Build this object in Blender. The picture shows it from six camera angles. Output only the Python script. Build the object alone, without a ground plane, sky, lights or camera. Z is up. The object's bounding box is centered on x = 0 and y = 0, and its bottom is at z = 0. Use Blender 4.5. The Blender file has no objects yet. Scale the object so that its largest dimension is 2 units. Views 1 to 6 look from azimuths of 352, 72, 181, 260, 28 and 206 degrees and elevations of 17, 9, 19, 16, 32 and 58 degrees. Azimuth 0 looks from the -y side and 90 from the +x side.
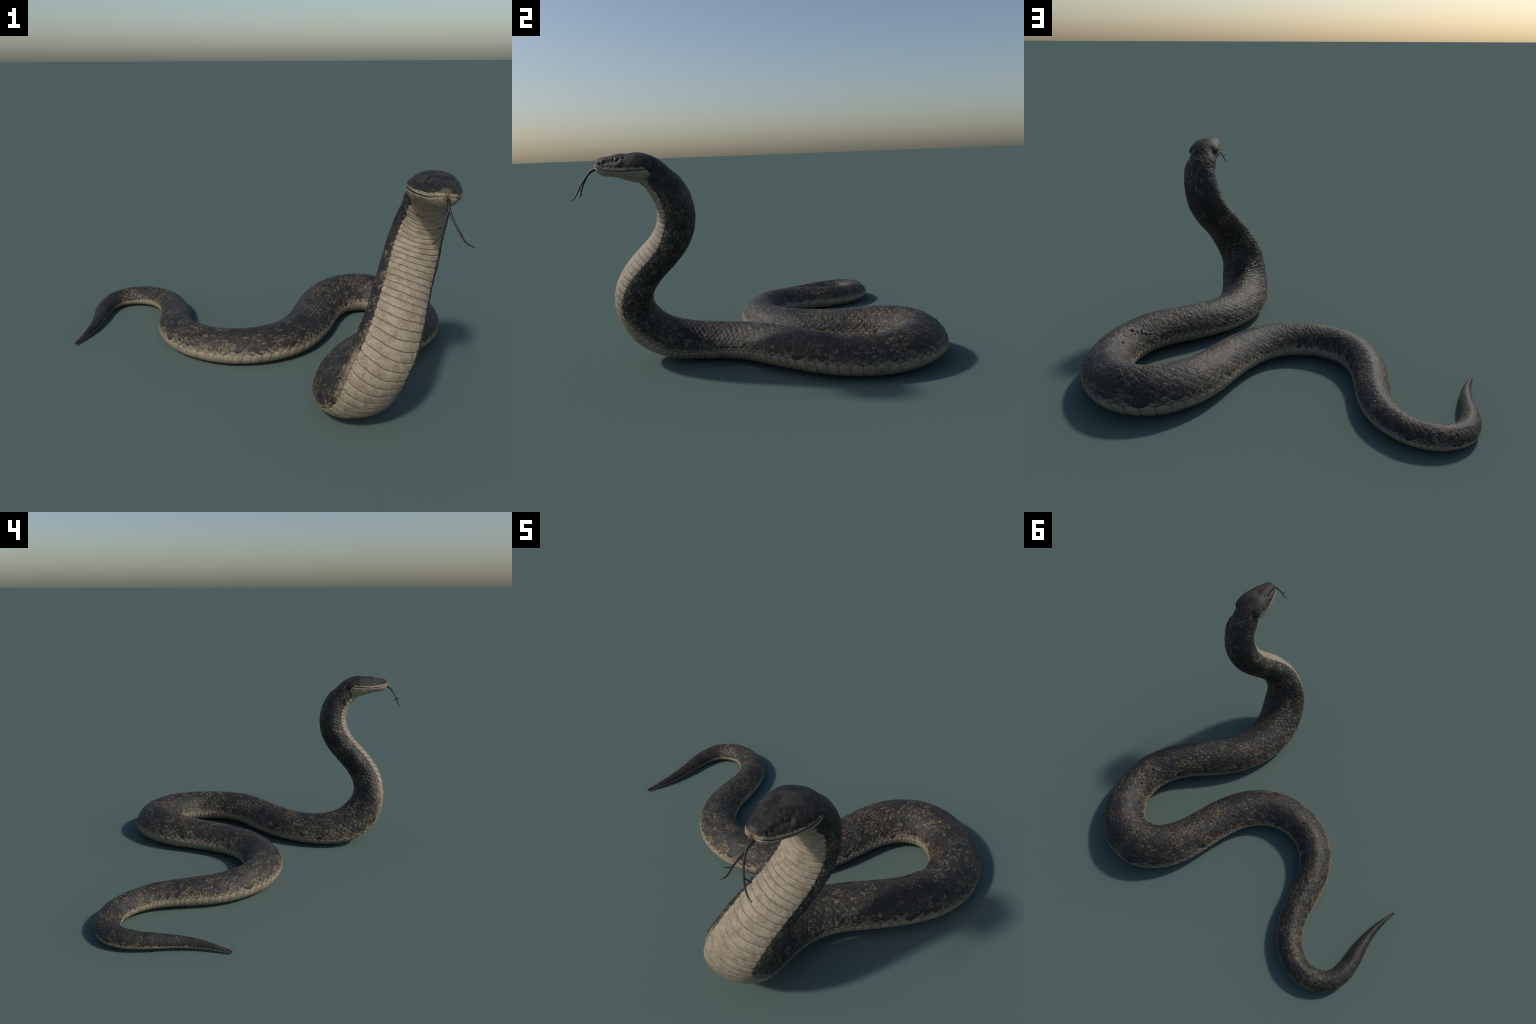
"""A dark, mottled snake rearing up from an S of coils, tongue out.

The body is one lofted skin: a spine curve, a cross-section that changes along
it (head profile, neck, torso, tail) and a lattice of scales that gives relief.
The finished skin is then parted into named anatomical pieces that share their
border vertices and the normals of the whole."""
import bpy, math
import numpy as np
from mathutils import Vector

RNG = np.random.default_rng(11)

# ------------------------------------------------------------------ helpers
def unit(v):
    v = np.asarray(v, float)
    return v / np.maximum(np.linalg.norm(v, axis=-1, keepdims=True), 1e-12)

def smooth(e0, e1, x):
    t = np.clip((x - e0) / (e1 - e0), 0, 1)
    return t * t * (3 - 2 * t)

class Curve:
    """C2 cubic spline through knots placed at given parameter values."""
    def __init__(self, s, y):
        self.s = np.asarray(s, float)
        self.y = np.asarray(y, float)
        n, h = len(self.s), np.diff(self.s)
        A = np.zeros((n, n)); r = np.zeros_like(self.y)
        A[0, 0] = A[-1, -1] = 1
        for i in range(1, n - 1):
            A[i, i - 1:i + 2] = h[i - 1], 2 * (h[i - 1] + h[i]), h[i]
            r[i] = 6 * ((self.y[i + 1] - self.y[i]) / h[i] - (self.y[i] - self.y[i - 1]) / h[i - 1])
        self.m = np.linalg.solve(A, r)
    def __call__(self, s):
        i = np.clip(np.searchsorted(self.s, s) - 1, 0, len(self.s) - 2)
        h = (self.s[i + 1] - self.s[i])
        a, b = (self.s[i + 1] - s) / h, (s - self.s[i]) / h
        if self.y.ndim > 1:
            h, a, b = h[..., None], a[..., None], b[..., None]
        return a * self.y[i] + b * self.y[i + 1] + ((a**3 - a) * self.m[i] + (b**3 - b) * self.m[i + 1]) * h * h / 6

def profile(table):
    """Shape-preserving (monotone cubic) interpolation of (position, value) pairs."""
    x, y = np.array(table, float).T
    h, d = np.diff(x), np.diff(y) / np.diff(x)
    m = np.zeros_like(y)
    m[0], m[-1] = d[0], d[-1]
    for i in range(1, len(x) - 1):
        if d[i - 1] * d[i] > 0:
            w1, w2 = 2 * h[i] + h[i - 1], h[i] + 2 * h[i - 1]
            m[i] = (w1 + w2) / (w1 / d[i - 1] + w2 / d[i])
    def f(s):
        s = np.clip(s, x[0], x[-1])
        i = np.clip(np.searchsorted(x, s) - 1, 0, len(x) - 2)
        t = (s - x[i]) / h[i]
        return (y[i] * (1 + 2 * t) * (1 - t)**2 + m[i] * h[i] * t * (1 - t)**2
                + y[i + 1] * t * t * (3 - 2 * t) + m[i + 1] * h[i] * t * t * (t - 1))
    return f

def noise3(P, scale, seed=0):
    """Smooth value noise, -1..1, on 3D points."""
    q = P * scale + seed * 17.31
    i = np.floor(q).astype(np.int64); f = q - i
    f = f * f * (3 - 2 * f)
    out = 0
    for dx in (0, 1):
        for dy in (0, 1):
            for dz in (0, 1):
                n = (i[..., 0] + dx) * 73856093 ^ (i[..., 1] + dy) * 19349663 ^ (i[..., 2] + dz) * 83492791 ^ (seed * 9176 + 7)
                n = (n * 1103515245 + 12345) & 0x7fffffff
                n = ((n >> 7) ^ n) * 48271 & 0x7fffffff
                v = n / 0x3fffffff - 1
                out = out + v * (f[..., 0] if dx else 1 - f[..., 0]) * (f[..., 1] if dy else 1 - f[..., 1]) * (f[..., 2] if dz else 1 - f[..., 2])
    return out

def hash01(a, b, seed=0):
    n = (a.astype(np.int64) * 374761393 + b.astype(np.int64) * 668265263 + seed * 974711) & 0x7fffffff
    n = ((n ^ (n >> 13)) * 1274126177) & 0x7fffffff
    return ((n ^ (n >> 16)) & 0xffff) / 65535.0

# ------------------------------------------------------------------ head frame
SNOUT = np.array([0.446, -0.890, 1.013])
LEFT = unit([0.977, -0.200, -0.068])
FWD = np.array([-0.190, -0.977, 0.070]); FWD = unit(FWD - LEFT * (FWD @ LEFT))
UP = unit(np.cross(LEFT, -FWD)); UP = UP * np.sign(UP[2])

def head_to_world(x, y, z):
    x, y, z = (np.asarray(v, float)[..., None] for v in (x, y, z))
    return SNOUT - FWD * x + LEFT * y + UP * z

def world_to_head(P):
    d = P - SNOUT
    return -(d @ FWD), d @ LEFT, d @ UP

# ------------------------------------------------------------------ spine
# head axis (in head coordinates: distance behind the snout, height)
HEAD_AXIS = [(0.0, 0.0), (0.05, 0.0), (0.10, 0.0), (0.15, 0.0), (0.19, 0.0),
             (0.220, -0.003), (0.248, -0.016), (0.272, -0.034), (0.300, -0.062)]
# neck, torso and tail: x, y, z of the axis, half width, half depth
BODY = [
    (0.507, -0.582, 0.907, 0.092, 0.079),
    (0.507, -0.546, 0.836, 0.100, 0.084),
    (0.481, -0.542, 0.712, 0.110, 0.088),
    (0.434, -0.597, 0.602, 0.113, 0.085),
    (0.379, -0.677, 0.506, 0.117, 0.086),
    (0.325, -0.732, 0.399, 0.125, 0.091),
    (0.273, -0.723, 0.282, 0.132, 0.096),
    (0.251, -0.651, 0.176, 0.142, 0.102),
    (0.247, -0.531, 0.114, 0.145, 0.100),
    (0.275, -0.393, 0.094, 0.139, 0.093),
    (0.341, -0.261, 0.094, 0.132, 0.091),
    (0.446, -0.151, 0.099, 0.127, 0.093),
    (0.578, -0.064, 0.104, 0.124, 0.096),
    (0.709, 0.026, 0.107, 0.122, 0.096),
    (0.811, 0.141, 0.101, 0.122, 0.095),
    (0.867, 0.280, 0.096, 0.123, 0.094),
    (0.864, 0.424, 0.097, 0.125, 0.096),
    (0.807, 0.551, 0.100, 0.130, 0.098),
    (0.709, 0.637, 0.102, 0.138, 0.103),
    (0.586, 0.654, 0.104, 0.143, 0.105),
    (0.469, 0.600, 0.102, 0.139, 0.102),
    (0.377, 0.497, 0.095, 0.131, 0.095),
    (0.306, 0.370, 0.088, 0.125, 0.088),
    (0.228, 0.241, 0.084, 0.125, 0.085),
    (0.127, 0.131, 0.082, 0.126, 0.083),
    (-0.006, 0.066, 0.081, 0.122, 0.082),
    (-0.154, 0.058, 0.080, 0.115, 0.082),
    (-0.292, 0.110, 0.081, 0.107, 0.081),
    (-0.394, 0.212, 0.080, 0.100, 0.080),
    (-0.447, 0.347, 0.077, 0.095, 0.077),
    (-0.455, 0.494, 0.072, 0.088, 0.072),
    (-0.454, 0.641, 0.068, 0.082, 0.065),
    (-0.486, 0.777, 0.063, 0.076, 0.059),
    (-0.565, 0.883, 0.059, 0.070, 0.055),
    (-0.677, 0.932, 0.054, 0.065, 0.053),
    (-0.789, 0.904, 0.051, 0.059, 0.048),
    (-0.857, 0.800, 0.047, 0.050, 0.041),
    (-0.883, 0.656, 0.040, 0.037, 0.033),
    (-0.919, 0.500, 0.028, 0.022, 0.023),
    (-0.989, 0.350, 0.010, 0.005, 0.008),
]
axis = np.array([head_to_world(x, 0.0, z) for x, z in HEAD_AXIS] + [np.array(b[:3]) for b in BODY])
knot = np.r_[0, np.cumsum(np.linalg.norm(np.diff(axis, axis=0), axis=1))]
spine = Curve(knot, axis)
LENGTH = knot[-1]
NHEAD = len(HEAD_AXIS)
kb = knot[NHEAD:]

half_w = profile([(0, 0.0015), (.002, .0140), (.006, .0245), (.012, .0335), (.020, .0395), (.032, .0455), (.045, .0510), (.065, .0600),
                  (.087, .0680), (.120, .0795), (.146, .0870), (.172, .0930), (.195, .0958), (.213, .0955),
                  (.230, .0915), (.245, .0855), (.265, .0825), (.300, .0840)] + [(s, b[3]) for s, b in zip(kb, BODY)])
top_h = profile([(0, 0.0015), (.002, .0130), (.006, .0235), (.014, .0300), (.037, .0395), (.071, .0490), (.092, .0560), (.105, .0590), (.131, .0597),
                 (.157, .0640), (.186, .0680), (.220, .0665), (.251, .0680), (.281, .0690), (.321, .0730)]
                + [(s, b[4]) for s, b in zip(kb, BODY)])
bot_h = profile([(0, 0.0015), (.003, .0110), (.008, .0200), (.020, .0325), (.045, .0450), (.087, .0465), (.130, .0545),
                 (.170, .0650), (.190, .0685), (.220, .0690), (.251, .0720), (.281, .0720), (.321, .0745)]
                + [(s, b[4]) for s, b in zip(kb, BODY)])
mouth_z = profile([(0, -.0050), (.012, -.0070), (.030, -.0110), (.060, -.0142), (.120, -.0130), (.180, -.0055), (.205, -.0015), (.236, .0105), (.30, .013)])
MOUTH_END = 0.236

# cross-section frame: the back faces up on the ground, to the rear on the raised neck
ts = np.linspace(0, LENGTH, 6000)
tc = spine(ts)
tt = unit(np.gradient(tc, axis=0))
kn, kg = smooth(.27, .40, ts)[:, None], smooth(.95, 1.25, ts)[:, None]
rear = UP * (1 - kn) + np.array([.2, .98, 0]) * kn * (1 - kg) + np.array([0, 0, 1.0]) * kg
tu = unit(rear - tt * (rear * tt).sum(1, keepdims=True))
tr = np.cross(tt, tu)              # the snake's own side axis
tr = tr * np.sign(tr[0] @ LEFT)
def along(table, s):
    return np.stack([np.interp(s, ts, table[:, k]) for k in range(3)], -1)

# ------------------------------------------------------------------ lattice of scales
NECK_FROM = 0.262                  # the body scales begin here
SCUTE = profile([(0.26, .027), (0.6, .030), (1.2, .030), (1.6, .034), (2.2, .042), (2.8, .043), (3.4, .039), (4.0, .035), (4.6, .028), (5.2, .018)])
edges = [NECK_FROM]
while edges[-1] < LENGTH - 0.030:
    edges.append(edges[-1] + float(SCUTE(np.array(edges[-1]))))
edges = np.array(edges)
edges = NECK_FROM + (edges - NECK_FROM) * (LENGTH - 0.004 - NECK_FROM) / (edges[-1] - NECK_FROM)
NS = len(edges) - 1                # belly scales
PER = 16                           # rings per belly scale
ROWS = 19                          # rows of scales over the back
frac = np.array([0.0, .024, .08, .16, .24, .31, .38, .45, .52, .59, .66, .73, .80, .86, .905, .948])

head_s = np.r_[0.0, 0.0012, 0.0025, 0.004, 0.006, np.arange(0.008, NECK_FROM - .0008, 0.0017)]
body_s = (edges[:-1, None] + frac[None] * np.diff(edges)[:, None]).ravel()
ring_s = np.r_[head_s, body_s, edges[-1]]
ring_p = np.r_[(head_s - NECK_FROM) / 0.028, (np.arange(NS)[:, None] + frac[None]).ravel(), NS]
NR = len(ring_s)
NHR = len(head_s)

# columns: the back (rows counted up from either flank), then the belly
fine = np.linspace(0, 2.6, 33)[:-1]
coarse = np.linspace(2.6, (ROWS + 1) / 2, 52)
half = np.r_[fine, coarse]                         # row coordinate, flank -> spine
q_back = np.r_[half, half[-2::-1]]                 # over the back to the other flank
back_u = np.r_[half, ROWS + 1 - half[-2::-1]] / (ROWS + 1)   # 0..1 over the back
NB = len(back_u)
NV = 62
vent_u = (np.arange(NV) + 1) / (NV + 1)            # 0..1 under the belly
NC = NB + NV
row_c = np.r_[np.r_[half, ROWS + 1 - half[-2::-1]], -np.ones(NV)]   # row coordinate, -1 on the belly
w_c = np.r_[np.ones(NB), np.abs(2 * vent_u - 1)]    # 1 on the back, 0 mid-belly

S = np.repeat(ring_s[:, None], NC, 1)
Pp = np.repeat(ring_p[:, None], NC, 1)
# belly scale edges bow toward the tail
bow = np.interp(ring_s, [.9, 1.4], [.013, .007]) * smooth(NECK_FROM, NECK_FROM + .12, ring_s) * (1 - smooth(LENGTH - .35, LENGTH - .1, ring_s))
S = np.clip(S + bow[:, None] * ((.25 + .25 * np.cos(np.pi * w_c) + .5 * (1 - w_c**2)) - .35 * smooth(2.2, 0, np.minimum(row_c, ROWS + 1 - row_c)) * (row_c >= 0))[None], 0, LENGTH)

waver = .0016 * noise3(spine(S) + np.stack([np.cos(6.28 * np.arange(NC) / NC)] * 3, -1)[None] * .12, 30, 21) * (1 - (row_c >= 0) * .5)[None]
S = np.clip(S + waver * smooth(NECK_FROM, NECK_FROM + .05, S) * smooth(LENGTH - .1, LENGTH - .5, S), 0, LENGTH)
TOP, BOT, WID, MZ = top_h(S), bot_h(S), half_w(S), mouth_z(S)
# height of the widest level above the axis, and angle where back meets belly / lip meets lip
on_ground = smooth(.95, 1.30, S)
widest = np.interp(S, [0, .03, .10, .20, .26, .34], [-.005, -.009, -.009, -.004, 0, .003])
widest = widest * (1 - on_ground) - .21 * TOP * on_ground
rel = MZ - widest
a_mouth = np.where(rel < 0, -np.arcsin(np.clip(-rel / (BOT + widest), 0, .6)), np.arcsin(np.clip(rel / (TOP - widest), 0, .6)))
a_belly = np.radians(np.interp(S, [.3, 1.0, 1.45, 1.9, 3.0, 3.6, 4.8, 5.5], [-42, -42, -15, -3, -1, 5, 5, -8]))
k = smooth(.222, .285, S)
beta = a_mouth * (1 - k) + a_belly * k
col_u = np.r_[back_u, vent_u]
isb = np.r_[np.ones(NB, bool), np.zeros(NV, bool)]
PHI = np.where(isb[None], beta + col_u[None] * (np.pi - 2 * beta), (np.pi - beta) + col_u[None] * (np.pi + 2 * beta))
cx, sy = np.cos(PHI), np.sin(PHI)
below = sy < 0
in_body = smooth(.20, .36, S)
at_bend = smooth(.75, 1.0, S) * smooth(1.45, 1.15, S)
n_top = 2 - .24 * in_body - .07 * on_ground + .08 * at_bend        # rounded (2) or slightly ridged (less) back
n_low = 2.12 - .08 * in_body + .10 * on_ground
e_low, e_top = 2 / n_low, 2 / n_top
cxx = np.sign(cx) * np.abs(cx)**np.where(below, e_low, e_top)
syy = np.where(below, -np.abs(sy)**e_low, np.abs(sy)**e_top)
LAT = WID * cxx
VERT = np.where(below, widest + (BOT + widest) * syy, widest + (TOP - widest) * syy)

C = spine(S)
T_, U_, R_ = unit(along(tt, S)), along(tu, S), along(tr, S)
U_ = unit(U_ - T_ * (U_ * T_).sum(-1, keepdims=True))
R_ = unit(R_ - T_ * (R_ * T_).sum(-1, keepdims=True) - U_ * (R_ * U_).sum(-1, keepdims=True))
P = C + R_ * LAT[..., None] + U_ * VERT[..., None]

def grid_normals(P):
    du = np.roll(P, -1, 1) - np.roll(P, 1, 1)
    dv = np.gradient(P, axis=0)
    n = unit(np.cross(du, dv))
    return n * np.sign((n * (P - P.mean(1, keepdims=True))).sum(-1).mean())
NRM = grid_normals(P)

# ------------------------------------------------------------------ relief of the head
hx, hy, hz = world_to_head(P)
ay = np.abs(hy)
def blob(x, y, z, r):              # soft spot around a point on either side
    d = np.sqrt((hx - x)**2 + (ay - y)**2 + (hz - z)**2)
    return smooth(r, 0, d)
def bar(a, b, r):                  # soft ridge between two points
    a, b = np.array(a), np.array(b)
    q = np.stack([hx, ay, hz], -1)
    t = np.clip(((q - a) @ (b - a)) / ((b - a) @ (b - a)), 0, 1)
    d = np.linalg.norm(q - a - t[..., None] * (b - a), axis=-1)
    return smooth(r, 0, d)
D = np.zeros_like(S)
EYE = (0.107, 0.0515, 0.0310); EYE_R = 0.0142
headmask = smooth(.285, .24, S)
D += headmask * (
    + .0070 * bar((.086, .048, .050), (.124, .051, .052), .012)       # brow
    + .0022 * bar((.040, .034, .034), (.088, .045, .048), .012)
    - .0018 * bar((.055, .0, .050), (.150, .0, .066), .034)          # flat crown       # edge of the snout
    - .0055 * bar((.052, .046, .020), (.086, .058, .030), .017)       # hollow before the eye
    - .0080 * blob(*EYE, .0250)                                        # socket
    + .0012 * bar((.100, .074, .008), (.126, .072, .024), .018)       # cheek ridge under the eye
    + .0014 * bar((.126, .070, .028), (.150, .074, .044), .016)
    - .0060 * blob(.139, .056, .050, .0105)                            # pit behind the eye
    - .0060 * blob(.029, .039, .014, .0085)                            # nostril
    + .0006 * blob(.020, .034, .018, .009)
    + .0015 * bar((.165, .086, .010), (.205, .092, .006), .040)       # jaw muscle
    - .0025 * bar((.07, .0, .055), (.09, .0, .060), .020)
    + .0020 * blob(.125, .02, .062, .03))
# lips: a groove along the mouth, lips swelling on either side, small plates
band = np.where(isb[None], np.minimum(row_c, ROWS + 1 - row_c)[None] * (TOP + WID) * 1.5 / (ROWS + 1),
                (1 - np.abs(2 * np.r_[np.zeros(NB), vent_u] - 1))[None] * (BOT + WID) * .8)
mouth_on = smooth(MOUTH_END + .004, MOUTH_END - .02, S)
D -= mouth_on * .0030 * smooth(.0030, 0, band) * (1 - .5 * smooth(.15, .22, S))
D += mouth_on * .0016 * smooth(.003, .006, band) * smooth(.020, .010, band) * smooth(0, .02, S)
plate = np.abs((S / .0175) % 1 - .5) * 2
lipzone = mouth_on * smooth(.002, .004, band) * smooth(.019, .013, band)
D -= lipzone * .0009 * smooth(.84, 1.0, plate)
# jaw corners bulge backward over the neck
push = .016 * smooth(.19, .215, S) * smooth(.268, .236, S) * smooth(.15, .75, np.abs(cx)) * smooth(-.85, -.5, sy) * smooth(.62, .30, sy)
P = P - FWD * push[..., None]
D -= .0040 * smooth(.236, .250, S) * smooth(.32, .255, S) * smooth(.45, .8, np.abs(cx))   # crease behind them
# fine unevenness of the head plates
D += headmask * (.0009 * noise3(P, 34, 3) + .0004 * noise3(P, 90, 4) + .0003 * noise3(P, 200, 8))

# ------------------------------------------------------------------ relief of the scales
# old scars and swollen scales on the first coil and on the rear flank: place, radius, height
SCARS = [((.789, .205, .182), .012, -.006), ((.806, .316, .172), .011, -.006), ((.776, .196, .185), .013, .005),
         ((.757, .194, .180), .015, .006), ((.741, .180, .172), .010, -.006), ((.733, .186, .166), .013, .005),
         ((.716, .173, .156), .014, .005), ((.700, .172, .145), .009, -.005), ((.795, .309, .176), .010, .004),
         ((.762, .222, .176), .008, -.004), ((.780, .240, .178), .007, -.004)]
bodymask = smooth(NECK_FROM - .02, NECK_FROM + .03, S)
tailmask = smooth(LENGTH - .05, LENGTH - .40, S)
per_len = np.interp(S, (edges[:-1] + edges[1:]) / 2, np.diff(edges))
girth = (np.pi * .5) * (TOP + WID) * (1 - 2 * a_belly / np.pi)
row_w = girth / (ROWS + 1)
Q = np.broadcast_to(row_c[None], S.shape).copy()
ventral = Q < 0
flank_q = np.minimum(Q, ROWS + 1 - Q)
squash = per_len * (.74 + .26 * smooth(2.0, 4.5, flank_q))      # brick-like rows low on the flank
best = np.full(S.shape, 9.0); second = np.full(S.shape, 9.0)
bq = np.zeros(S.shape); bp = np.zeros(S.shape); sq = np.zeros(S.shape); sp = np.zeros(S.shape)
mirror = Q > (ROWS + 1) / 2
Qm = np.where(mirror, ROWS + 1 - Q, Q)
for dr in (-1, 0, 1):
    r = np.round(Q) + dr
    ok = (r >= 0) & (r <= ROWS + 1)
    off = np.where((r.astype(int) % 2) == 0, .5, 0.0)
    if (ROWS + 1) % 2: raise SystemExit
    for dk in (-1, 0, 1):
        kk = np.round(Pp - off) + off + dk * 1.0
        d = np.sqrt(((Pp - kk) * squash)**2 + ((Q - r) * row_w)**2)
        d = np.where(ok, d, 9.0)
        better = d < best
        mid = (~better) & (d < second)
        second = np.where(better, best, np.where(mid, d, second))
        sq = np.where(better, bq, np.where(mid, r, sq)); sp = np.where(better, bp, np.where(mid, kk, sp))
        best = np.where(better, d, best)
        bq = np.where(better, r, bq); bp = np.where(better, kk, bp)
gap = np.sqrt(((bp - sp) * squash)**2 + ((bq - sq) * row_w)**2)
edge_d = (second**2 - best**2) / (2 * np.maximum(gap, 1e-4))
is_scute = ventral | (bq < .5) | (bq > ROWS + .5)
scute_k = np.clip(np.floor(np.where(ventral, Pp, bp)), 0, NS - 1).astype(int)
fr = Pp - np.floor(Pp)
scute_edge = np.minimum(fr, 1 - fr) * per_len
edge_d = np.where(ventral, scute_edge, np.where(is_scute, np.minimum(edge_d, 1), edge_d))
tilt = np.where(is_scute, np.clip(Pp - scute_k - .5, -.5, .5), np.clip(Pp - bp, -.5, .5))
rough_patch = .50 + .55 * noise3(P, 4.0, 1) + .45 * noise3(P, 13.0, 2)
size = np.clip(row_w / .02, .25, 1.2)
back_scale = (.0019 * smooth(0, .0075, edge_d) + .0008 * tilt) * (.45 + .9 * hash01(bq, np.floor(bp * 2), 6)) * np.clip(rough_patch, .30, 1.4)
puff = 1 - (2 * (Pp - np.floor(Pp)) - 1)**2 * ventral
belly_scale = .0015 * smooth(0, .0040, edge_d) + .0008 * tilt + .0009 * puff
D += bodymask * tailmask * size * np.where(is_scute, belly_scale, back_scale)
# uneven scales, slack skin on the back
D += bodymask * (~is_scute) * size * .0011 * (hash01(bq, np.floor(bp * 2), 5) - .5) * smooth(0, .004, edge_d)
lump = .0009 * noise3(P, 95, 6) + .0006 * noise3(P, 180, 12) + .0012 * noise3(P, 32, 7)
D += bodymask * tailmask * np.where(is_scute, .45, 1.0) * lump
for scar, r, h in SCARS:
    d = np.linalg.norm(P - np.array(scar), axis=-1)
    d = np.linalg.norm(P - P.reshape(-1, 3)[d.argmin()], axis=-1)      # seat it on the skin
    D += h * smooth(r, 0, d)

P = P + NRM * D[..., None]
P[..., 2] = np.maximum(P[..., 2], 0.0004 + 0.0)
NRM = grid_normals(P)

# ------------------------------------------------------------------ materials
def rgb(r, g, b): return (r, g, b, 1.0)

class Nodes:
    """Small convenience layer over a material's node tree."""
    def __init__(self, name, roughness=.55, specular=.4):
        self.mat = bpy.data.materials.new(name)
        self.mat.use_nodes = True
        self.t = self.mat.node_tree
        self.bsdf = self.t.nodes['Principled BSDF']
        self.bsdf.inputs['Roughness'].default_value = roughness
        self.bsdf.inputs['Specular IOR Level'].default_value = specular
        self.coord = self.t.nodes.new('ShaderNodeTexCoord').outputs['Object']
    def link(self, a, b): self.t.links.new(a, b)
    def put(self, socket, v):
        if isinstance(v, (int, float, tuple)): socket.default_value = v
        else: self.link(v, socket)
    def noise(self, scale, detail=3.0, rough=.6, vec=None, distort=0.0):
        n = self.t.nodes.new('ShaderNodeTexNoise')
        n.inputs['Scale'].default_value = scale; n.inputs['Detail'].default_value = detail
        n.inputs['Roughness'].default_value = rough; n.inputs['Distortion'].default_value = distort
        self.link(vec or self.coord, n.inputs['Vector'])
        return n.outputs['Fac']
    def math(self, op, a, b=0.0, c=0.0):
        n = self.t.nodes.new('ShaderNodeMath'); n.operation = op
        for s, v in zip(n.inputs, (a, b, c)): self.put(s, v)
        return n.outputs[0]
    def step(self, v, lo, hi, to0=0.0, to1=1.0):
        n = self.t.nodes.new('ShaderNodeMapRange'); n.interpolation_type = 'SMOOTHSTEP'
        for s, x in zip(n.inputs, (v, lo, hi, to0, to1)): self.put(s, x)
        return n.outputs[0]
    def mix(self, f, a, b):
        n = self.t.nodes.new('ShaderNodeMix'); n.data_type = 'RGBA'
        self.put(n.inputs[0], f); self.put(n.inputs[6], a); self.put(n.inputs[7], b)
        return n.outputs[2]
    def vmath(self, op, a, b):
        n = self.t.nodes.new('ShaderNodeVectorMath'); n.operation = op
        for s, v in zip(n.inputs, (a, b)): self.put(s, v)
        return n.outputs['Value'] if op in ('DOT_PRODUCT', 'DISTANCE') else n.outputs[0]
    def curve(self, v, pts):
        n = self.t.nodes.new('ShaderNodeFloatCurve')
        c = n.mapping.curves[0]
        while len(c.points) < len(pts): c.points.new(.5, .5)
        for p, (x, y) in zip(c.points, pts): p.location = (x, y)
        n.mapping.update()
        self.put(n.inputs['Value'], v)
        return n.outputs[0]
    def bump(self, h, strength, dist=.002):
        n = self.t.nodes.new('ShaderNodeBump')
        n.inputs['Strength'].default_value = strength; n.inputs['Distance'].default_value = dist
        self.link(h, n.inputs['Height']); self.link(n.outputs[0], self.bsdf.inputs['Normal'])
    def colour(self, c): self.put(self.bsdf.inputs['Base Color'], c); return self.mat

DARK, DARK2, TAN, TAN2 = rgb(.0142, .0135, .0132), rgb(.033, .0285, .0235), rgb(.200, .150, .078), rgb(.110, .083, .047)
CREAM, CREAM2, STAIN = rgb(.345, .288, .208), rgb(.232, .187, .127), rgb(.125, .096, .061)

def back_skin(n, bias):
    """Blue-black skin with tan flecks; a higher bias makes more of it tan."""
    base = n.mix(n.step(n.noise(22, 4, .65), .40, .70), DARK, DARK2)
    patch = n.math('SUBTRACT', n.noise(8, 3, .6), .5)
    f = n.noise(112, 6, .78, distort=.35)
    f = n.math('ADD', f, n.math('MULTIPLY', patch, .30))
    f = n.math('ADD', f, bias)
    fleck = n.step(f, .535, .605)
    tone = n.mix(n.step(n.noise(60, 3), .35, .65), TAN2, TAN)
    c = n.mix(n.math('MULTIPLY', fleck, .90), base, tone)
    grit = n.step(n.noise(360, 2, .5), .64, .72)
    return n.mix(n.math('MULTIPLY', grit, .40), c, TAN2)

def belly_skin(n):
    c = n.mix(n.step(n.noise(28, 6, .7), .40, .66), CREAM, CREAM2)
    c = n.mix(n.math('MULTIPLY', n.step(n.noise(62, 7, .8, distort=.4), .50, .70), .85), c, STAIN)
    return n.mix(n.math('MULTIPLY', n.step(n.noise(330, 4, .75), .50, .70), .50), c, STAIN)

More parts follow.
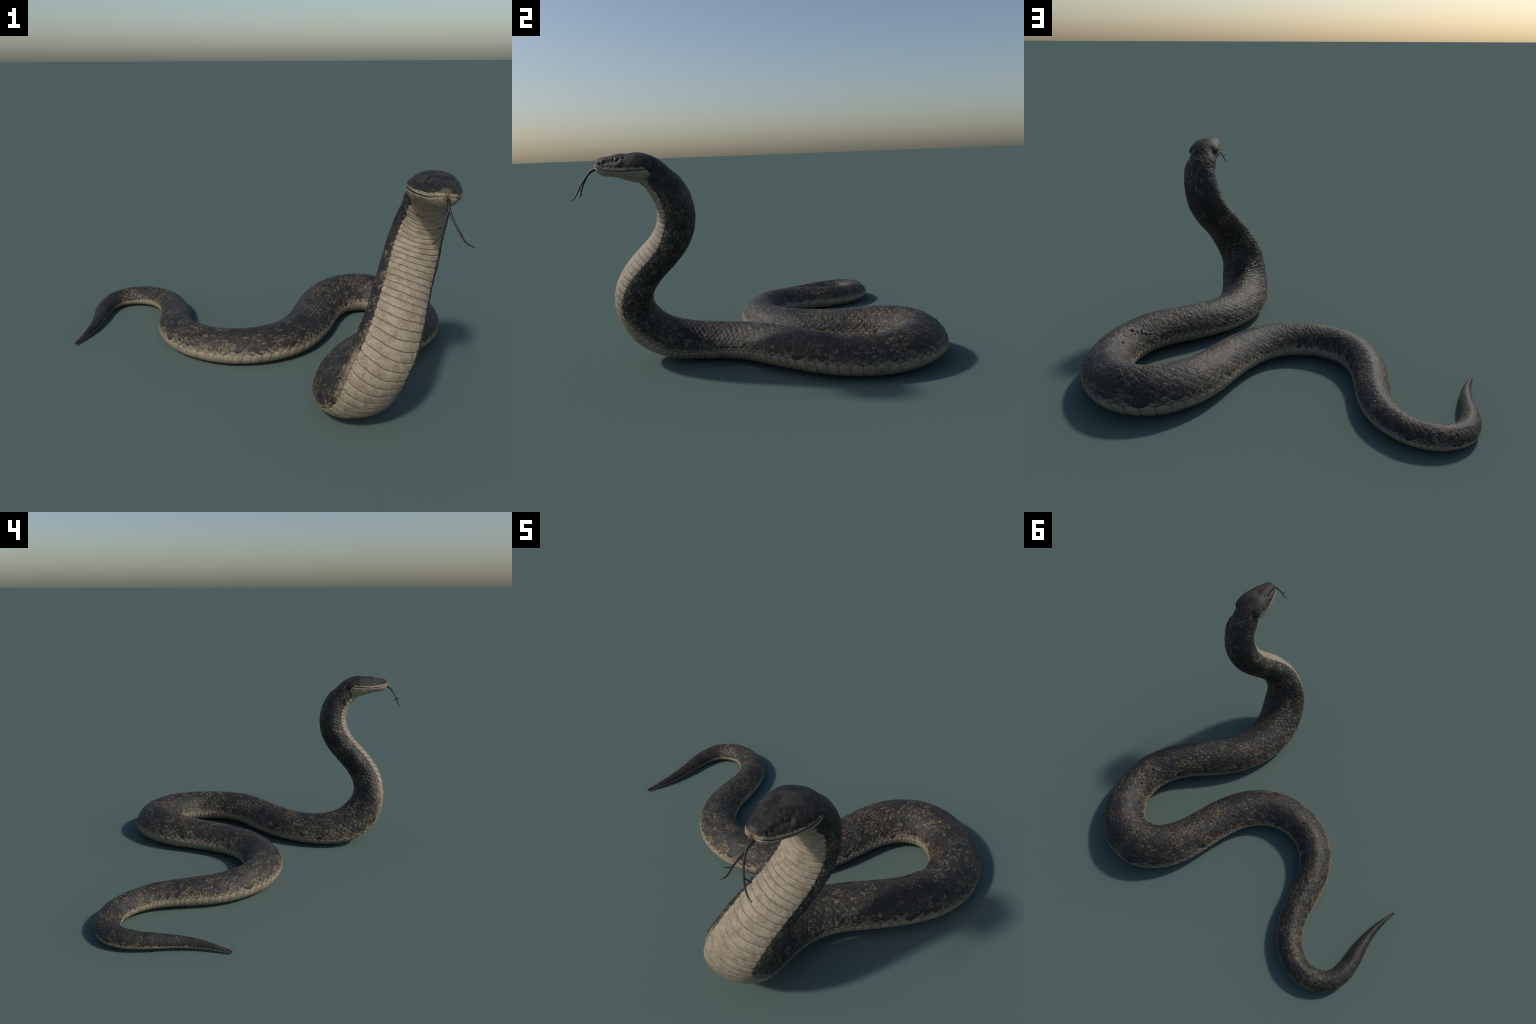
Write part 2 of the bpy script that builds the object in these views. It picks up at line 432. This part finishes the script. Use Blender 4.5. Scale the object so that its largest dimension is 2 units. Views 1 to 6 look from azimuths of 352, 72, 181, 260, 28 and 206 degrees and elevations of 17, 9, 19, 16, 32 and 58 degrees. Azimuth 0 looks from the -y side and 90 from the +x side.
def make_materials():
    m = {}
    n = Nodes('dark_back_scale', .52, .36); n.colour(back_skin(n, -.028)); n.bump(n.noise(230, 5, .75), .6, .0022); m['dark'] = n.mat
    n = Nodes('flecked_back_scale', .54, .36); n.colour(back_skin(n, .058)); n.bump(n.noise(230, 5, .75), .6, .0022); m['tan'] = n.mat
    for key, name, lo, hi in (('flank', 'pale_flank_scale', .44, .62), ('flank2', 'dusky_flank_scale', .36, .52)):
        n = Nodes(name, .58, .32)
        v = n.math('ADD', n.noise(75, 6, .78), n.math('MULTIPLY', n.math('SUBTRACT', n.noise(20, 2), .5), .2))
        n.colour(n.mix(n.step(v, lo, hi), n.mix(n.noise(50, 3), rgb(.260, .218, .160), rgb(.150, .124, .086)), back_skin(n, .01)))
        n.bump(n.noise(230, 5, .75), .6, .0022); m[key] = n.mat
    n = Nodes('belly_scale_skin', .50, .40); n.colour(belly_skin(n)); n.bump(n.noise(150, 6, .8), .8, .0025); m['belly'] = n.mat
    n = Nodes('scale_seam', .75, .2); n.colour(n.mix(n.noise(60), rgb(.066, .052, .035), rgb(.150, .120, .080))); m['seam'] = n.mat
    n = Nodes('mouth_line', .7, .2); n.colour(n.mix(n.noise(80), rgb(.012, .010, .008), rgb(.030, .024, .017))); m['mouth'] = n.mat
    # head: dark plates above, a pale ragged lip, a brown snout tip
    n = Nodes('head_skin', .60, .28)
    d = n.vmath('SUBTRACT', n.coord, tuple(SNOUT))
    hx = n.math('MULTIPLY', n.vmath('DOT_PRODUCT', d, tuple(FWD)), -1.0)
    hz = n.vmath('DOT_PRODUCT', d, tuple(UP))
    xs = np.array([0, .012, .03, .06, .09, .12, .15, .18, .205, .222, .24, .26])
    lip = np.interp(xs, [0, .01, .03, .06, .12, .18, .205, .23, .245], [.013, .015, .014, .0135, .0130, .010, .008, .004, -.03])
    line = mouth_z(xs) + lip
    limit = n.curve(n.math('MULTIPLY', hx, 1 / .26), [(x / .26, (v + .03) / .08) for x, v in zip(xs, line)])
    limit = n.math('SUBTRACT', n.math('MULTIPLY', limit, .08), .03)
    edge = n.math('SUBTRACT', limit, hz)
    edge = n.math('ADD', edge, n.math('MULTIPLY', n.math('SUBTRACT', n.noise(120, 6, .8), .5), .026))
    lipmask = n.step(edge, -.0018, .0022)
    top = n.mix(n.step(n.noise(26, 4, .6), .4, .7), rgb(.0155, .0145, .0143), rgb(.042, .035, .029))
    fleck = n.math('MULTIPLY', n.step(n.math('ADD', n.noise(85, 6, .8, distort=.5), n.math('MULTIPLY', n.math('SUBTRACT', n.noise(16, 2), .5), .28)), .555, .64), .62)
    top = n.mix(fleck, top, rgb(.125, .092, .054))
    tip = n.step(n.vmath('DISTANCE', n.coord, tuple(head_to_world(.004, 0, .002))), .030, .012)
    top = n.mix(n.math('MULTIPLY', n.math('MULTIPLY', tip, n.step(n.noise(70, 4, .7), .38, .60)), .55), top, rgb(.130, .098, .058))
    lipcol = n.mix(n.math('MULTIPLY', n.step(n.vmath('DISTANCE', n.coord, tuple(head_to_world(.002, 0, -.004))), .020, .006), .75), belly_skin(n), rgb(.090, .060, .028))
    plate = n.math('ABSOLUTE', n.math('SUBTRACT', n.math('FRACT', n.math('ADD', n.math('MULTIPLY', hx, 1 / .0175), n.math('MULTIPLY', n.noise(40, 2), .5))), .5))
    lipcol = n.mix(n.math('MULTIPLY', n.step(plate, .07, .02), .55), lipcol, STAIN)
    n.colour(n.mix(lipmask, top, lipcol)); n.bump(n.noise(150, 5, .7), .5, .0016); m['head'] = n.mat
    n = Nodes('jaw_skin', .5, .4)
    lipcol = n.mix(n.math('MULTIPLY', n.step(n.vmath('DISTANCE', n.coord, tuple(head_to_world(.004, 0, -.010))), .020, .006), .75), belly_skin(n), rgb(.090, .060, .028))
    n.colour(lipcol); n.bump(n.noise(120, 5, .7), .6, .0016); m['jaw'] = n.mat
    n = Nodes('tongue_skin', .45, .4); n.colour(n.mix(n.noise(60), rgb(.013, .011, .0105), rgb(.026, .021, .019))); m['tongue'] = n.mat
    n = Nodes('eye_cornea', .30, .35)
    n.bsdf.inputs['Coat Weight'].default_value = .15; n.bsdf.inputs['Coat Roughness'].default_value = .15
    pupil = n.vmath('DISTANCE', n.coord, (0.0, 0.0, 1.0))
    n.colour(n.mix(n.step(pupil, .50, .58), rgb(.006, .007, .009), n.mix(n.noise(6, 3), rgb(.009, .011, .015), rgb(.015, .018, .024)))); m['eye'] = n.mat
    return m
MAT = make_materials()

# ------------------------------------------------------------------ parting the skin into pieces
root = bpy.data.objects.new('snake', None)
bpy.context.scene.collection.objects.link(root)
root['label'] = 'dark mottled snake rearing up from S-shaped coils, forked tongue out'
root['category'] = 'snake'

def add_object(name, mesh, parent):
    ob = bpy.data.objects.new(name, mesh)
    bpy.context.scene.collection.objects.link(ob)
    ob.parent = parent
    return ob

I, J = np.meshgrid(np.arange(NR - 1), np.arange(NC), indexing='ij')
J2 = (J + 1) % NC
corners = np.stack([I * NC + J, I * NC + J2, (I + 1) * NC + J2, (I + 1) * NC + J], -1)
verts_all = P.reshape(-1, 3); norms_all = NRM.reshape(-1, 3)
q4 = lambda A: (A[I, J] + A[I, J2] + A[I + 1, J2] + A[I + 1, J]) / 4
f_edge = q4(np.where(np.isfinite(edge_d), edge_d, 1))
f_s = (ring_s[I] + ring_s[I + 1]) / 2
f_vent = ventral[I, J] & (J != NC - 1) | (ventral[I, J2])
pick = np.argmax(np.stack([edge_d[I, J] * ~ventral[I, J], edge_d[I, J2] * ~ventral[I, J2], edge_d[I + 1, J2] * ~ventral[I + 1, J2], edge_d[I + 1, J] * ~ventral[I + 1, J]], -1), -1)
choose = lambda A: np.choose(pick, [A[I, J], A[I, J2], A[I + 1, J2], A[I + 1, J]])
f_row, f_p = choose(bq), choose(bp)
f_head = I < NHR
f_scute = ~f_head & (f_vent | (f_row < .5) | (f_row > ROWS + .5))
ring_k = np.clip(((I - NHR) // PER), 0, NS - 1); ring_f = (I - NHR) % PER
f_k = np.where(f_vent, ring_k, np.clip(np.floor(f_p), 0, NS - 1)).astype(int)
flank_row = np.minimum(f_row, ROWS + 1 - f_row)

# which coat each scale wears
cell_a, cell_b = f_row, np.floor(f_p * 2)
rnd = hash01(cell_a, cell_b, 1)
cluster = noise3(verts_all[corners[..., 0]], 7.0, 9)
tail_dark = smooth(LENGTH - .95, LENGTH - .45, f_s)
# tan lies as a lengthwise lens within the scale
across = np.abs(choose(Q) - f_row); lengthwise = np.abs(choose(Pp) - f_p)
ragged = 1 + 1.1 * noise3(verts_all[corners[..., 0]], 110.0, 31)
lens = (across / (.16 + .26 * hash01(cell_a, cell_b, 3)))**2 + (lengthwise / (.28 + .30 * hash01(cell_a, cell_b, 4)))**2 < ragged
tan_scale = lens & (rnd < (.46 + .42 * cluster) * (1 - tail_dark))
low = np.where(f_s < 1.0, .45, 1) * (1 - .8 * tail_dark)
coat = hash01(cell_a, cell_b, 2) - .3 * cluster
pale_scale = (flank_row < 1.5) & (coat < .92 * low) & (f_s > 1.0)
dusky_scale = ~pale_scale & (((flank_row < 1.5) & (coat < .95 * low)) | ((flank_row < 2.5) & (coat < .70 * low)) | ((flank_row < 3.5) & (coat < .28 * low)))
seam = (f_edge < .0011) & (flank_row < 2.6) & ~f_vent & (f_s < LENGTH - .25) & (pale_scale | dusky_scale | f_scute) & (f_s > .9)
seam |= f_scute & ((ring_f == PER - 1) | (ring_f == 0) & (f_s < 1.25))
SLOTS = ['dark', 'tan', 'flank', 'belly', 'seam', 'head', 'jaw', 'mouth', 'flank2']
slot = np.where(pale_scale, 2, np.where(dusky_scale, 8, np.where(tan_scale, 1, 0)))
slot = np.where(f_scute, 3, slot)
slot = np.where(seam, 4, slot)
near_lip = (J < 1) | (J >= NB - 2) & (J < NB) | (J >= NC - 1)
slot = np.where(f_head, np.where(f_vent, 6, 5), slot)
slot = np.where(f_head & near_lip & (f_s < MOUTH_END - .022), 7, slot)

RISE, TAIL = 1.16, LENGTH - 1.02
group = np.where(f_head, np.where(f_vent, 1, 0), np.where(f_scute, 10 + f_k, np.where(f_s < RISE, 2, np.where(f_s < TAIL, 3, 4))))

def piece(name, sel, parent, caps=()):
    quads = corners[sel]
    ids, inv = np.unique(quads, return_inverse=True)
    inv = inv.reshape(-1, 4)
    v, nn, faces, mats = verts_all[ids], norms_all[ids], [inv], [slot[sel]]
    me = bpy.data.meshes.new(name)
    nf = len(inv); loops = inv.ravel()
    starts = np.arange(nf) * 4; totals = np.full(nf, 4)
    used = slot[sel]
    for ring, tip, normal, m in caps:                      # close the snout and the tail tip
        ring = np.searchsorted(ids, ring)
        tip_id = len(v)
        v = np.vstack([v, tip]); nn = np.vstack([nn, normal])
        tri = np.array([[tip_id, a, b] for a, b in zip(ring[:-1], ring[1:])])
        starts = np.r_[starts, len(loops) + 3 * np.arange(len(tri))]; totals = np.r_[totals, np.full(len(tri), 3)]
        loops = np.r_[loops, tri.ravel()]; used = np.r_[used, np.full(len(tri), m)]
    me.vertices.add(len(v)); me.vertices.foreach_set('co', v.ravel().astype(np.float32))
    me.loops.add(len(loops)); me.loops.foreach_set('vertex_index', loops.astype(np.int32))
    me.polygons.add(len(starts)); me.polygons.foreach_set('loop_start', starts.astype(np.int32)); me.polygons.foreach_set('loop_total', totals.astype(np.int32))
    kinds = np.unique(used)
    for s in kinds: me.materials.append(MAT[SLOTS[s]])
    me.polygons.foreach_set('material_index', np.searchsorted(kinds, used).astype(np.int32))
    me.polygons.foreach_set('use_smooth', np.ones(len(starts), bool))
    me.update(calc_edges=True)
    me.normals_split_custom_set_from_vertices(nn.tolist())
    return add_object(name, me, parent)

# winding: make faces point outward
a, b, c = (verts_all[corners[NR // 2, 20, k]] for k in (0, 1, 2))
if np.cross(b - a, c - a) @ norms_all[corners[NR // 2, 20, 0]] < 0:
    corners = corners[..., ::-1]
    flip = True
else:
    flip = False

top_cols = np.arange(0, NB); bot_cols = np.r_[np.arange(NB - 1, NC), 0]
fan = lambda cols, row: row * NC + (cols if flip else cols[::-1])
snout_tip = P[0].mean(0) + FWD * .0006
head = piece('head', group == 0, root, [(fan(top_cols, 0), snout_tip, FWD, 5)])
jaw = piece('lower_jaw', group == 1, head, [(fan(bot_cols, 0), snout_tip, FWD, 6)])
neck = piece('neck', group == 2, root)
torso = piece('torso', group == 3, root)
tail_tip = P[-1].mean(0) + T_[-1, 0] * .004
back = np.arange(0, NC + 1) % NC
tail = piece('tail', group == 4, root)
owner = lambda s: neck if s < RISE else torso if s < TAIL else tail
flat_group = group.ravel(); order = np.argsort(flat_group, kind='stable')
sorted_groups = flat_group[order]
for kk in range(NS):
    lo, hi = np.searchsorted(sorted_groups, [10 + kk, 11 + kk])
    if hi > lo:
        sel = np.zeros(flat_group.shape, bool); sel[order[lo:hi]] = True
        piece('belly_scale', sel.reshape(group.shape), owner((edges[kk] + edges[kk + 1]) / 2))
for ob in (neck, torso, tail):
    ob['kind'] = 'stuff'

# ------------------------------------------------------------------ tubes: tongue, tail tip; eyes
def tube(points, radii, sides=14, samples=40):
    points = np.array(points, float)
    k = np.r_[0, np.cumsum(np.linalg.norm(np.diff(points, axis=0), axis=1))]
    s = np.linspace(0, k[-1], samples)
    c = Curve(k, points)(s); r = np.interp(s / k[-1], np.linspace(0, 1, len(radii)), radii)
    t = unit(np.gradient(c, axis=0)); n = unit(np.cross(t[0], [0.3, 0.2, 1.0]))
    V, F = [], []
    for i in range(samples):
        n = unit(n - t[i] * (n @ t[i])); b = np.cross(t[i], n)
        a = np.linspace(0, 2 * np.pi, sides, endpoint=False)
        V += list(c[i] + r[i] * (np.cos(a)[:, None] * n + np.sin(a)[:, None] * b))
    for i in range(samples - 1):
        for j in range(sides):
            F.append((i * sides + j, i * sides + (j + 1) % sides, (i + 1) * sides + (j + 1) % sides, (i + 1) * sides + j))
    V += [c[0] - t[0] * r[0] * .6, c[-1] + t[-1] * r[-1] * .8]
    F += [(len(V) - 2, (j + 1) % sides, j) for j in range(sides)]
    o = (samples - 1) * sides
    F += [(len(V) - 1, o + j, o + (j + 1) % sides) for j in range(sides)]
    return V, F

def mesh_of(parts, name, mat):
    V, F = [], []
    for v, f in parts:
        F += [tuple(i + len(V) for i in x) for x in f]; V += [tuple(x) for x in v]
    me = bpy.data.meshes.new(name); me.from_pydata(V, [], F)
    me.polygons.foreach_set('use_smooth', np.ones(len(F), bool)); me.materials.append(mat); me.update()
    return me

mouth_in = head_to_world(.030, 0, -.009)
root_t = np.array([.452, -.886, .997]); stalk = np.array([.4450, -.907, .987]); fork = np.array([.4415, -.920, .973])
fl = np.array([.412, -.944, .924]); frk = np.array([.458, -.9615, .917])
tongue = mesh_of([
    tube([mouth_in, root_t + (0, .008, .003), root_t, stalk, fork], [.0072, .0072, .0070, .0064, .0052]),
    tube([stalk + (-.0012, 0, 0), fork + (-.002, 0, 0), (.427, -.932, .951), fl, (.398, -.953, .893), (.385, -.957, .877), (.372, -.963, .870)], [.0053, .0046, .0040, .0036, .0032, .0029, .0018]),
    tube([(.418, -.940, .935), fl + (-.003, -.001, -.003), (.398, -.953, .920), (.388, -.957, .920)], [.0028, .0027, .0023, .0014]),
    tube([stalk + (.0012, 0, 0), fork + (.002, 0, 0), (.4475, -.941, .947), frk, (.469, -.975, .892), (.482, -.986, .874), (.503, -.998, .863)], [.0053, .0046, .0040, .0036, .0032, .0029, .0018]),
    tube([(.4565, -.958, .925), frk + (.003, -.001, -.004), (.470, -.958, .903), (.481, -.953, .893)], [.0028, .0027, .0023, .0014]),
], 'tongue', MAT['tongue'])
add_object('tongue', tongue, head)

import bmesh
bm = bmesh.new(); bmesh.ops.create_uvsphere(bm, u_segments=40, v_segments=24, radius=1.0)
eye_me = bpy.data.meshes.new('eye'); bm.to_mesh(eye_me); bm.free()
eye_me.polygons.foreach_set('use_smooth', np.ones(len(eye_me.polygons), bool)); eye_me.materials.append(MAT['eye'])
for sgn in (1, -1):
    e = add_object('eye', eye_me, head)
    e.location = Vector(head_to_world(EYE[0], sgn * (EYE[1] - .0035), EYE[2] + .0010))
    look = Vector(LEFT * sgn * .88 + FWD * .22 + UP * .42)
    e.rotation_mode = 'QUATERNION'; e.rotation_quaternion = look.to_track_quat('Z', 'Y')
    e.scale = (EYE_R, EYE_R, EYE_R * .62)
tip = tube([P[-1].mean(0) - T_[-1, 0] * .012, P[-1].mean(0) + T_[-1, 0] * .004], [max(.002, float(WID[-1, 0]) * .75), .0015], samples=8)
add_object('tail_tip', mesh_of([tip], 'tail_tip', MAT['dark']), tail)
print('pieces', len(bpy.data.objects), 'verts', NR * NC, 'belly scales', NS, 'z', P[..., 2].min(), 'bbox', P.reshape(-1, 3).min(0), P.reshape(-1, 3).max(0))
